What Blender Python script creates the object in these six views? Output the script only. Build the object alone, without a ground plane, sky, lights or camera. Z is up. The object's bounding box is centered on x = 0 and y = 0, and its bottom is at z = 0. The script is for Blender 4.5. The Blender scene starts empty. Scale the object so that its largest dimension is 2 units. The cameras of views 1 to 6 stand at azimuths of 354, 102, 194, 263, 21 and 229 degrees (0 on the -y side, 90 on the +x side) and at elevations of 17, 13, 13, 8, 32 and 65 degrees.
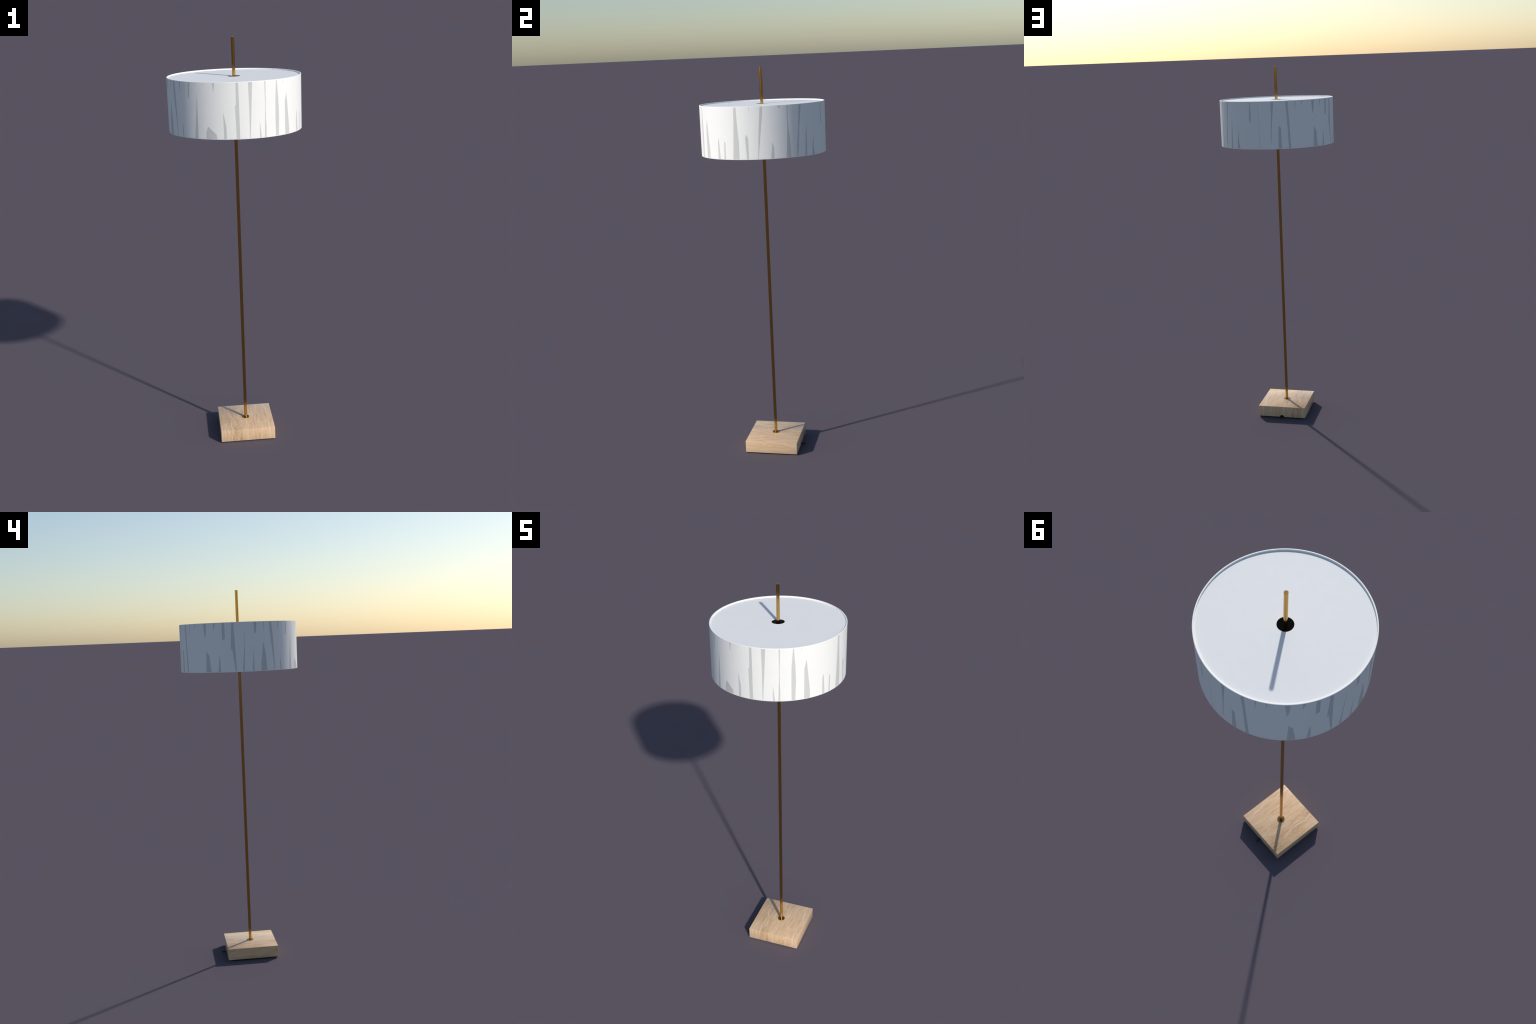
# Floor lamp: travertine block base, slender brass rod, white drum shade with
# torn-looking grey vertical streaks, recessed top cover with a black hub.
import bpy, bmesh, math
from mathutils import Matrix, Vector

TAU = 2 * math.pi

# ------------------------------------------------------------------ sizes (m)
ROD_R, ROD_TOP = 0.0078, 2.0
BASE_HALF, BASE_Z0, BASE_Z1 = 0.1374, 0.0034, 0.0654
FLANGE_R, FLANGE_H = 0.0185, 0.0030
SHADE_R, SHADE_T = 0.3121, 0.0050
SHADE_Z0, SHADE_Z1 = 1.5774, 1.8273
COVER_DROP, COVER_T = 0.0055, 0.0015
HOLE_R = 0.0301
SEG = 180                                   # 2 degree facets round the drum


# ------------------------------------------------------------------ materials
def new_mat(name, base=(0.8, 0.8, 0.8), rough=0.5, metal=0.0, spec=0.5):
    m = bpy.data.materials.new(name)
    m.use_nodes = True
    p = m.node_tree.nodes["Principled BSDF"]
    p.inputs["Base Color"].default_value = (*base, 1)
    p.inputs["Roughness"].default_value = rough
    p.inputs["Metallic"].default_value = metal
    p.inputs["Specular IOR Level"].default_value = spec
    return m, m.node_tree.nodes, m.node_tree.links, p


def node(nodes, kind, **kw):
    n = nodes.new(kind)
    for k, v in kw.items():
        if k in n.inputs:
            n.inputs[k].default_value = v
        else:
            setattr(n, k, v)
    return n


def math_n(nodes, links, op, a, b=0.0, c=None, clamp=False):
    n = nodes.new("ShaderNodeMath")
    n.operation = op
    n.use_clamp = clamp
    for i, v in enumerate((a, b) if c is None else (a, b, c)):
        if isinstance(v, (int, float)):
            n.inputs[i].default_value = v
        else:
            links.new(v, n.inputs[i])
    return n.outputs[0]


def ramp(nodes, links, fac, stops):
    n = nodes.new("ShaderNodeValToRGB")
    els = n.color_ramp.elements
    while len(els) < len(stops):
        els.new(0.5)
    for e, (pos, col) in zip(els, stops):
        e.position = pos
        e.color = (*col, 1) if len(col) == 3 else col
    links.new(fac, n.inputs[0])
    return n.outputs[0]


def mix(nodes, links, fac, a, b, mode="MIX"):
    n = nodes.new("ShaderNodeMix")
    n.data_type, n.blend_type = "RGBA", mode
    for sock, v in ((n.inputs[0], fac), (n.inputs[6], a), (n.inputs[7], b)):
        if isinstance(v, (int, float)):
            sock.default_value = v
        elif isinstance(v, tuple):
            sock.default_value = (*v, 1)
        else:
            links.new(v, sock)
    return n.outputs[2]


def paper(name, col):
    """Matt lampshade paper with the faintest mottling."""
    m, N, L, p = new_mat(name, col, 0.6, 0.0, 0.25)
    tc = N.new("ShaderNodeTexCoord")
    nz = node(N, "ShaderNodeTexNoise", Scale=35.0, Detail=3.0)
    L.new(tc.outputs["Object"], nz.inputs["Vector"])
    lo = tuple(c * 0.995 for c in col)
    hi = tuple(min(1, c * 1.005) for c in col)
    L.new(ramp(N, L, nz.outputs["Fac"], [(0.35, lo), (0.65, hi)]), p.inputs["Base Color"])
    return m


def brass_mat():
    m, N, L, p = new_mat("polished_brass", (0.54, 0.315, 0.085), 0.15, 1.0)
    tc = N.new("ShaderNodeTexCoord")
    mp = node(N, "ShaderNodeMapping", Scale=(150.0, 150.0, 14.0))
    nz = node(N, "ShaderNodeTexNoise", Scale=1.0, Detail=2.0)
    L.new(tc.outputs["Object"], mp.inputs[0])
    L.new(mp.outputs[0], nz.inputs["Vector"])
    L.new(ramp(N, L, nz.outputs["Fac"], [(0.3, (0.52, 0.303, 0.080)), (0.7, (0.56, 0.328, 0.090))]),
          p.inputs["Base Color"])
    L.new(math_n(N, L, "MULTIPLY_ADD", nz.outputs["Fac"], 0.02, 0.14), p.inputs["Roughness"])
    return m


def travertine(name, across):
    """Veined cut stone; `across` is the axis the thin layers are stacked along."""
    m, N, L, p = new_mat(name, rough=0.12, spec=0.24)
    tc = N.new("ShaderNodeTexCoord")
    P = tc.outputs["Object"]

    def noise(scale, detail=4.0, rough=0.55, off=(0, 0, 0), src=P):
        mp = node(N, "ShaderNodeMapping", Scale=scale, Location=off)
        nz = node(N, "ShaderNodeTexNoise", Scale=1.0, Detail=detail, Roughness=rough)
        L.new(src, mp.inputs[0])
        L.new(mp.outputs[0], nz.inputs["Vector"])
        return nz

    # wavy bedding: push the lookup sideways by a broad noise
    warp = noise((16, 16, 16), 3.0)
    sub = node(N, "ShaderNodeVectorMath", operation="SUBTRACT")
    L.new(warp.outputs["Color"], sub.inputs[0])
    sub.inputs[1].default_value = (0.5, 0.5, 0.5)
    scl = node(N, "ShaderNodeVectorMath", operation="SCALE")
    scl.inputs["Scale"].default_value = 0.020
    L.new(sub.outputs[0], scl.inputs[0])
    add = node(N, "ShaderNodeVectorMath", operation="ADD")
    L.new(P, add.inputs[0])
    L.new(scl.outputs[0], add.inputs[1])
    W = add.outputs[0]

    def stretch(a, b):
        return tuple(a if i == across else b for i in range(3))

    layers = noise(stretch(110, 11), 6.0, 0.62, (1.3, 0.2, 0.4), W)
    broad = noise(stretch(22, 4), 2.0, 0.5, (4.0, 2.0, 7.0), W)
    thin = noise(stretch(60, 7), 3.0, 0.5, (9.0, 1.0, 3.0), W)
    gate = noise((9, 14, 14), 2.0, 0.5, (2.0, 5.0, 8.0))
    grain = noise(stretch(190, 95), 3.0)
    tint = noise(stretch(105, 48), 3.0, 0.5, (3.0, 9.0, 1.0), W)

    f = math_n(N, L, "MULTIPLY_ADD", broad.outputs["Fac"], 0.50,
               math_n(N, L, "MULTIPLY", layers.outputs["Fac"], 0.80))
    f = math_n(N, L, "ADD", f, math_n(N, L, "MULTIPLY_ADD", grain.outputs["Fac"], 0.24, -0.260))
    col = ramp(N, L, f, [(0.34, (0.555, 0.340, 0.180)), (0.46, (0.668, 0.432, 0.245)),
                         (0.58, (0.745, 0.505, 0.305)), (0.72, (0.830, 0.615, 0.425))])
    # slight pink and grey-green shifts between layers
    col = mix(N, L, math_n(N, L, "MULTIPLY", ramp(N, L, tint.outputs["Fac"],
              [(0.52, (0, 0, 0)), (0.70, (1, 1, 1))]), 0.55), col, (0.80, 0.510, 0.325))
    col = mix(N, L, math_n(N, L, "MULTIPLY", ramp(N, L, tint.outputs["Fac"],
              [(0.30, (1, 1, 1)), (0.46, (0, 0, 0))]), 0.45), col, (0.68, 0.520, 0.330))
    # hair-thin pale veins where the gate noise lets them through
    d = math_n(N, L, "ABSOLUTE", math_n(N, L, "SUBTRACT", thin.outputs["Fac"], 0.5))
    line = math_n(N, L, "SUBTRACT", 1.0, math_n(N, L, "MULTIPLY", d, 42.0), clamp=True)
    g = ramp(N, L, gate.outputs["Fac"], [(0.46, (0, 0, 0)), (0.60, (1, 1, 1))])
    col = mix(N, L, math_n(N, L, "MULTIPLY", math_n(N, L, "MULTIPLY", line, g), 0.55),
              col, (0.87, 0.69, 0.54))
    # the bed is slightly paler towards +x
    sx = N.new("ShaderNodeSeparateXYZ")
    L.new(P, sx.inputs[0])
    pale = math_n(N, L, "MULTIPLY_ADD", sx.outputs[0], 1.1, 0.06, clamp=True)
    col = mix(N, L, pale, col, (0.85, 0.645, 0.46))
    if across == 0:
        # the two veins that stand out: a crooked white one and a broad pale seam
        sep = N.new("ShaderNodeSeparateXYZ")
        L.new(P, sep.inputs[0])
        wig = noise((4, 22, 9), 3.0, 0.55, (0.4, 1.7, 0.0))
        wig2 = noise((3, 14, 3), 3.0, 0.5, (5.4, 2.2, 0.0))

        def seam(x0, sway, width, w, y0, y1, strength):
            off = math_n(N, L, "MULTIPLY", math_n(N, L, "SUBTRACT", w.outputs["Fac"], 0.5), sway)
            dx = math_n(N, L, "ABSOLUTE", math_n(N, L, "SUBTRACT",
                        math_n(N, L, "SUBTRACT", sep.outputs[0], x0), off))
            k = math_n(N, L, "SUBTRACT", 1.0, math_n(N, L, "DIVIDE", dx, width), clamp=True)
            inside = math_n(N, L, "MULTIPLY",
                            math_n(N, L, "GREATER_THAN", sep.outputs[1], y0),
                            math_n(N, L, "LESS_THAN", sep.outputs[1], y1))
            return math_n(N, L, "MULTIPLY", math_n(N, L, "MULTIPLY", k, inside), strength)

        col = mix(N, L, seam(-0.080, 0.055, 0.0030, wig, -0.2, 0.055, 0.75), col, (0.89, 0.73, 0.60))
        col = mix(N, L, seam(0.113, 0.060, 0.0080, wig2, -0.2, 0.2, 0.40), col, (0.88, 0.71, 0.56))
        col = mix(N, L, seam(-0.048, 0.060, 0.0022, wig, -0.2, -0.090, 0.5), col, (0.89, 0.73, 0.60))
    L.new(col, p.inputs["Base Color"])
    L.new(math_n(N, L, "MULTIPLY_ADD", grain.outputs["Fac"], 0.02, 0.09), p.inputs["Roughness"])
    return m


def black_mat(name, rough, col=(0.012, 0.011, 0.013)):
    m, N, L, p = new_mat(name, col, rough)
    tc = N.new("ShaderNodeTexCoord")
    nz = node(N, "ShaderNodeTexNoise", Scale=120.0, Detail=2.0)
    L.new(tc.outputs["Object"], nz.inputs["Vector"])
    L.new(math_n(N, L, "MULTIPLY_ADD", nz.outputs["Fac"], 0.05, rough - 0.025), p.inputs["Roughness"])
    return m


WHITE = paper("white_shade_paper", (0.93, 0.93, 0.905))
GREY = paper("grey_streak_paper", (0.645, 0.650, 0.635))
COVER = paper("white_cover_disc", (0.89, 0.885, 0.87))
BRASS = brass_mat()
STONE = travertine("travertine", 0)
STONE_SIDE = travertine("travertine_cross_cut", 2)
DARK_BROWN = black_mat("dark_brown_underside", 0.5, (0.050, 0.030, 0.018))
RUBBER = black_mat("black_rubber", 0.55, (0.004, 0.004, 0.004))


# ------------------------------------------------------------------ mesh helpers
def obj_from_bm(bm, name, parent, mats, smooth=True, angle=40):
    bmesh.ops.recalc_face_normals(bm, faces=bm.faces)
    me = bpy.data.meshes.new(name)
    bm.to_mesh(me)
    bm.free()
    for m in mats:
        me.materials.append(m)
    if smooth:
        me.shade_smooth()
        me.set_sharp_from_angle(angle=math.radians(angle))
    ob = bpy.data.objects.new(name, me)
    bpy.context.scene.collection.objects.link(ob)
    ob.parent = parent
    return ob


def lathe(profile, seg, closed):
    """Turn a list of (radius, z) about the z axis; radius 0 makes a pole."""
    bm = bmesh.new()
    rings = []
    for r, z in profile:
        if r == 0:
            rings.append([bm.verts.new((0, 0, z))])
        else:
            rings.append([bm.verts.new((r * math.sin(TAU * i / seg), -r * math.cos(TAU * i / seg), z))
                          for i in range(seg)])
    pairs = list(zip(rings, rings[1:])) + ([(rings[-1], rings[0])] if closed else [])
    for a, b in pairs:
        for i in range(seg):
            j = (i + 1) % seg
            if len(a) == 1:
                bm.faces.new((a[0], b[i], b[j]))
            elif len(b) == 1:
                bm.faces.new((a[i], a[j], b[0]))
            else:
                bm.faces.new((a[i], a[j], b[j], b[i]))
    return bm


# ------------------------------------------------------------------ the lamp
lamp = bpy.data.objects.new("floor_lamp", None)
bpy.context.scene.collection.objects.link(lamp)
lamp["label"] = "slim brass floor lamp, streaked white drum shade, square travertine base"
lamp["category"] = "floor lamp"

# stone base: bevelled block with an arched cable notch cut into the underside
bm = bmesh.new()
bmesh.ops.create_cube(bm, size=1.0)
bmesh.ops.scale(bm, vec=(2 * BASE_HALF, 2 * BASE_HALF, BASE_Z1 - BASE_Z0), verts=bm.verts)
bmesh.ops.translate(bm, vec=(0, 0, (BASE_Z0 + BASE_Z1) / 2), verts=bm.verts)
bmesh.ops.bevel(bm, geom=list(bm.edges), offset=0.0011, segments=2, profile=0.5, affect="EDGES")
base = obj_from_bm(bm, "stone_base", lamp, [STONE, STONE_SIDE], angle=60)

bm = bmesh.new()
bmesh.ops.create_cone(bm, cap_ends=True, segments=40, radius1=0.0122, radius2=0.0122, depth=0.2)
bmesh.ops.rotate(bm, verts=bm.verts, cent=(0, 0, 0),
                 matrix=Matrix.Rotation(math.pi / 2, 3, "X"))
bmesh.ops.translate(bm, vec=(0, 0.14, 0.0030), verts=bm.verts)
cutter = obj_from_bm(bm, "notch_cutter", None, [])
mod = base.modifiers.new("notch", "BOOLEAN")
mod.object, mod.operation, mod.solver = cutter, "DIFFERENCE", "EXACT"
dg = bpy.context.evaluated_depsgraph_get()
cut = bpy.data.meshes.new_from_object(base.evaluated_get(dg))
base.modifiers.clear()
base.data = cut
cut.name = "stone_base"
for poly in cut.polygons:
    poly.material_index = 1 if abs(poly.normal.x) > 0.8 else 0
cut.shade_smooth()
cut.set_sharp_from_angle(angle=math.radians(60))
bpy.data.objects.remove(cutter)

# felt pad under the block, split round the notch
bm = bmesh.new()
PAD = BASE_HALF - 0.004
for x0, x1, y0, y1 in ((-PAD, PAD, -PAD, 0.04), (-PAD, -0.0135, 0.04, PAD), (0.0135, PAD, 0.04, PAD)):
    r = bmesh.ops.create_cube(bm, size=1.0)
    bmesh.ops.scale(bm, vec=(x1 - x0, y1 - y0, 0.0040), verts=r["verts"])
    bmesh.ops.translate(bm, vec=((x0 + x1) / 2, (y0 + y1) / 2, 0.0020), verts=r["verts"])
obj_from_bm(bm, "base_pad", lamp, [RUBBER], smooth=False)

# cable stub that leaves through the notch
bm = bmesh.new()
CAB_R, CAB_Z, CAB_X = 0.0038, 0.0062, 0.002
prof = [(0, 0.030), (CAB_R, 0.030), (CAB_R, 0.1622), (CAB_R * 0.85, 0.1628), (0, 0.1628)]
bm = lathe(prof, 24, False)
for v in bm.verts:
    x, y, z = v.co
    v.co = (CAB_X + x, z, CAB_Z + y)
obj_from_bm(bm, "power_cable", lamp, [RUBBER], angle=50)

# brass rod and the little collar where it enters the stone
b = 0.0004
bm = lathe([(0, 0.03), (ROD_R, 0.03), (ROD_R, ROD_TOP - b), (ROD_R - b, ROD_TOP), (0, ROD_TOP)], 48, False)
obj_from_bm(bm, "brass_rod", lamp, [BRASS], angle=35)
zf = BASE_Z1 + FLANGE_H
bm = lathe([(ROD_R - 0.001, BASE_Z1 - 0.004), (FLANGE_R, BASE_Z1 - 0.004), (FLANGE_R, zf - 0.0006),
            (FLANGE_R - 0.0006, zf), (ROD_R - 0.001, zf)], 64, True)
obj_from_bm(bm, "brass_collar", lamp, [BRASS], angle=35)

# drum shade wall with a softly rounded rim top and bottom
Ri, q = SHADE_R - SHADE_T, 0.0008


def rim(z, s):
    """Rounded lip; s = +1 for the top edge, -1 for the bottom."""
    pts = [(SHADE_R, z - s * 2.5 * q), (SHADE_R, z - s * q), (SHADE_R - 0.3 * q, z - s * 0.3 * q), (SHADE_R - q, z),
           (Ri + q, z), (Ri + 0.3 * q, z - s * 0.3 * q), (Ri, z - s * q), (Ri, z - s * 2.5 * q)]
    return pts if s > 0 else pts[::-1]


bm = lathe(rim(SHADE_Z1, 1) + rim(SHADE_Z0, -1), SEG, True)
shade = obj_from_bm(bm, "lamp_shade", lamp, [WHITE], angle=50)

# covers: top one has a wide opening round the rod, the bottom one sits deeper
zt = SHADE_Z1 - COVER_DROP
bm = lathe([(HOLE_R, zt), (Ri + 0.001, zt), (Ri + 0.001, zt - COVER_T), (HOLE_R, zt - COVER_T)], SEG, True)
obj_from_bm(bm, "top_cover", lamp, [COVER], angle=40)
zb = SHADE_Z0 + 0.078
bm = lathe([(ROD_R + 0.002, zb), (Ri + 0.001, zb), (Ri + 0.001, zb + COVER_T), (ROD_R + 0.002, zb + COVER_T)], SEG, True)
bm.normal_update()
for f in bm.faces:                          # white inside, dark brown below
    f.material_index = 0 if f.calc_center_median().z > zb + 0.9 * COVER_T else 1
obj_from_bm(bm, "bottom_panel", lamp, [COVER, DARK_BROWN], angle=40)

# ------------------------------------------------------------------ streaks
# Each streak is the outline of one torn strip on the unrolled drum:
# (azimuth in degrees, height as a fraction of the shade).  0 deg faces -y.
LO, HI = 0.012, 0.986
STREAKS = [
    [(324.1, .803), (320.4, LO), (323.8, LO)],
    [(333.0, .232), (331.3, .128), (331.0, LO), (340.3, LO), (340.0, .092)],
    [(337.9, HI), (339.6, HI), (338.5, .817)],
    [(346.0, .486), (346.1, .224), (346.1, LO), (348.2, LO), (348.3, .224)],
    [(356.7, HI), (358.8, HI), (359.0, .551), (359.1, LO), (356.3, LO), (355.7, .597), (356.5, .599)],
    [(6.6, HI), (10.1, HI), (8.8, .482), (7.6, LO), (7.1, LO), (7.1, .557)],
    [(15.6, .311), (15.6, LO), (17.2, LO)],
    [(20.5, HI), (21.6, HI), (21.2, .607), (21.2, .33), (21.5, .182), (21.4, LO), (19.9, LO), (20.7, .535)],
    [(31.8, HI), (32.5, HI), (33.7, .654), (34.2, .35), (33.5, LO), (30.6, LO), (30.4, .334), (30.6, .645)],
    [(43.1, .751), (41.1, .589), (41.0, LO), (46.2, LO), (46.0, .17)],
    [(38.7, HI), (39.0, HI), (38.0, .859)],
    [(59.4, .403), (58.1, .325), (58.0, LO), (60.6, LO), (59.8, .271)],
    [(65.6, .344), (65.0, LO), (66.6, LO), (66.8, .317)],
    [(76.6, HI), (78.9, HI), (79.5, .622), (80.5, .333), (80.4, LO), (74.4, LO), (76.1, .664)],
    [(90.3, HI), (90.7, HI), (90.3, .864)],
    [(87.3, .476), (86.4, .407), (87.3, LO), (89.0, LO), (89.0, .406)],
    [(100.1, HI), (102.3, HI), (102.1, .881), (98.9, .283), (97.4, LO), (97.1, LO), (98.4, .53)],
    [(115.1, HI), (117.5, HI), (117.5, .939)],
    [(110.0, .32), (108.3, LO), (111.2, LO), (111.1, .208)],
    [(123.6, HI), (124.6, HI), (124.3, .719), (126.1, .275), (126.5, LO), (122.1, LO), (123.7, .582)],
    [(135.7, HI), (138.0, HI), (135.7, .563), (133.8, LO), (132.8, LO), (132.7, .221), (134.5, .537)],
    [(143.8, .646), (142.5, .384), (141.5, LO), (143.8, LO), (143.9, .395)],
    [(153.0, .405), (151.0, .169), (151.0, LO), (154.2, LO), (152.8, .163)],
    [(166.7, HI), (167.4, HI), (167.8, .717), (167.8, .557), (165.9, .627)],
    [(188.4, HI), (190.9, HI), (189.0, .57), (187.8, .138), (187.3, .138), (188.3, .709)],
    [(195.3, .485), (194.5, LO), (197.8, LO), (197.4, .445)],
    [(202.4, HI), (204.6, HI), (205.7, .486), (206.8, LO), (204.6, LO), (203.6, .613)],
    [(211.7, HI), (212.6, HI), (211.5, .771)],
    [(218.6, HI), (219.5, HI), (218.8, .86)],
    [(229.7, HI), (233.1, HI), (232.6, .813), (231.2, .695)],
    [(240.6, HI), (242.4, HI), (240.5, .846)],
    [(232.4, .435), (231.3, LO), (236.9, LO), (235.3, .345)],
    [(245.9, .359), (244.1, LO), (246.5, LO), (246.6, .183)],
    [(248.9, HI), (251.4, HI), (251.6, .673), (248.9, .649)],
    [(257.9, HI), (260.1, HI), (260.3, .783), (261.6, LO), (260.6, LO), (258.1, .47), (256.8, .438), (257.3, .705)],
    [(270.5, .895), (269.3, .495), (267.3, LO), (268.9, LO)],
    [(278.9, HI), (281.4, HI), (281.0, .793), (279.1, .759)],
    [(278.2, .46), (276.5, LO), (278.1, LO)],
    [(288.2, HI), (289.0, HI), (289.0, .781)],
    [(287.8, .607), (285.3, .184), (285.0, LO), (291.1, LO), (289.9, .355)],
    [(294.6, HI), (296.9, HI), (298.1, .741), (300.0, LO), (299.4, LO), (294.8, .824)],
    [(304.1, HI), (305.4, HI), (304.8, .778)],
    [(315.1, HI), (316.9, HI), (316.0, .693), (314.8, .75)],
    [(307.1, .265), (306.2, .149), (306.7, LO), (307.9, LO)],
]
FAINT = [[(175.5, HI), (176.1, HI), (176.7, LO), (175.9, LO)]]
GREY_FAINT = paper("faint_grey_streak_paper", (0.81, 0.815, 0.81))


def on_drum(a, h, r):
    t = math.radians(a)
    step = TAU / SEG                        # stay on the flat facets of the wall
    k = math.floor(t / step + 1e-6)
    u = (t - k * step) / step
    p0 = Vector((math.sin(k * step), -math.cos(k * step), 0))
    p1 = Vector((math.sin((k + 1) * step), -math.cos((k + 1) * step), 0))
    p = p0.lerp(p1, u) * r
    p.z = SHADE_Z0 + h * (SHADE_Z1 - SHADE_Z0)
    return p


def streak(outline, mat):
    """Inlay that runs through the shade wall and stands 0.2 mm proud of it."""
    flat = bmesh.new()
    flat.faces.new([flat.verts.new((a, h * 100, 0)) for a, h in outline])
    flat.normal_update()
    bmesh.ops.triangulate(flat, faces=list(flat.faces))
    lo = min(a for a, _ in outline)
    hi = max(a for a, _ in outline)
    deg = 360 / SEG
    k = math.ceil(lo / deg)
    while k * deg < hi:
        bmesh.ops.bisect_plane(flat, geom=list(flat.verts) + list(flat.edges) + list(flat.faces),
                               plane_co=(k * deg, 0, 0), plane_no=(1, 0, 0), dist=1e-5)
        k += 1
    flat.verts.index_update()
    flat.normal_update()
    bm = bmesh.new()
    src = [v.co.copy() for v in flat.verts]
    out = [bm.verts.new(on_drum(c.x, c.y / 100, SHADE_R + 0.00018)) for c in src]
    inn = [bm.verts.new(on_drum(c.x, c.y / 100, Ri - 0.00018)) for c in src]
    for f in flat.faces:
        ids = [v.index for v in f.verts]
        if f.normal.z < 0:
            ids.reverse()
        bm.faces.new([out[i] for i in ids])
        bm.faces.new([inn[i] for i in reversed(ids)])
    for e in flat.edges:
        if len(e.link_faces) == 1:
            i, j = (v.index for v in e.verts)
            bm.faces.new((out[i], out[j], inn[j], inn[i]))
    flat.free()
    ob = obj_from_bm(bm, "grey_streak", shade, [mat], angle=30)
    me = ob.data
    # the drum's own radial normals, so no edge shows in the shading
    nrm = []
    for poly in me.polygons:
        radial = Vector((poly.center.x, poly.center.y, 0)).normalized()
        side = poly.normal.dot(radial)
        for li in poly.loop_indices:
            co = me.vertices[me.loops[li].vertex_index].co
            rv = Vector((co.x, co.y, 0)).normalized()
            nrm.append(rv if side > 0.9 else -rv if side < -0.9 else poly.normal.copy())
    me.normals_split_custom_set(nrm)
    return ob


for o in STREAKS:
    streak(o, GREY)
for o in FAINT:
    streak(o, GREY_FAINT)
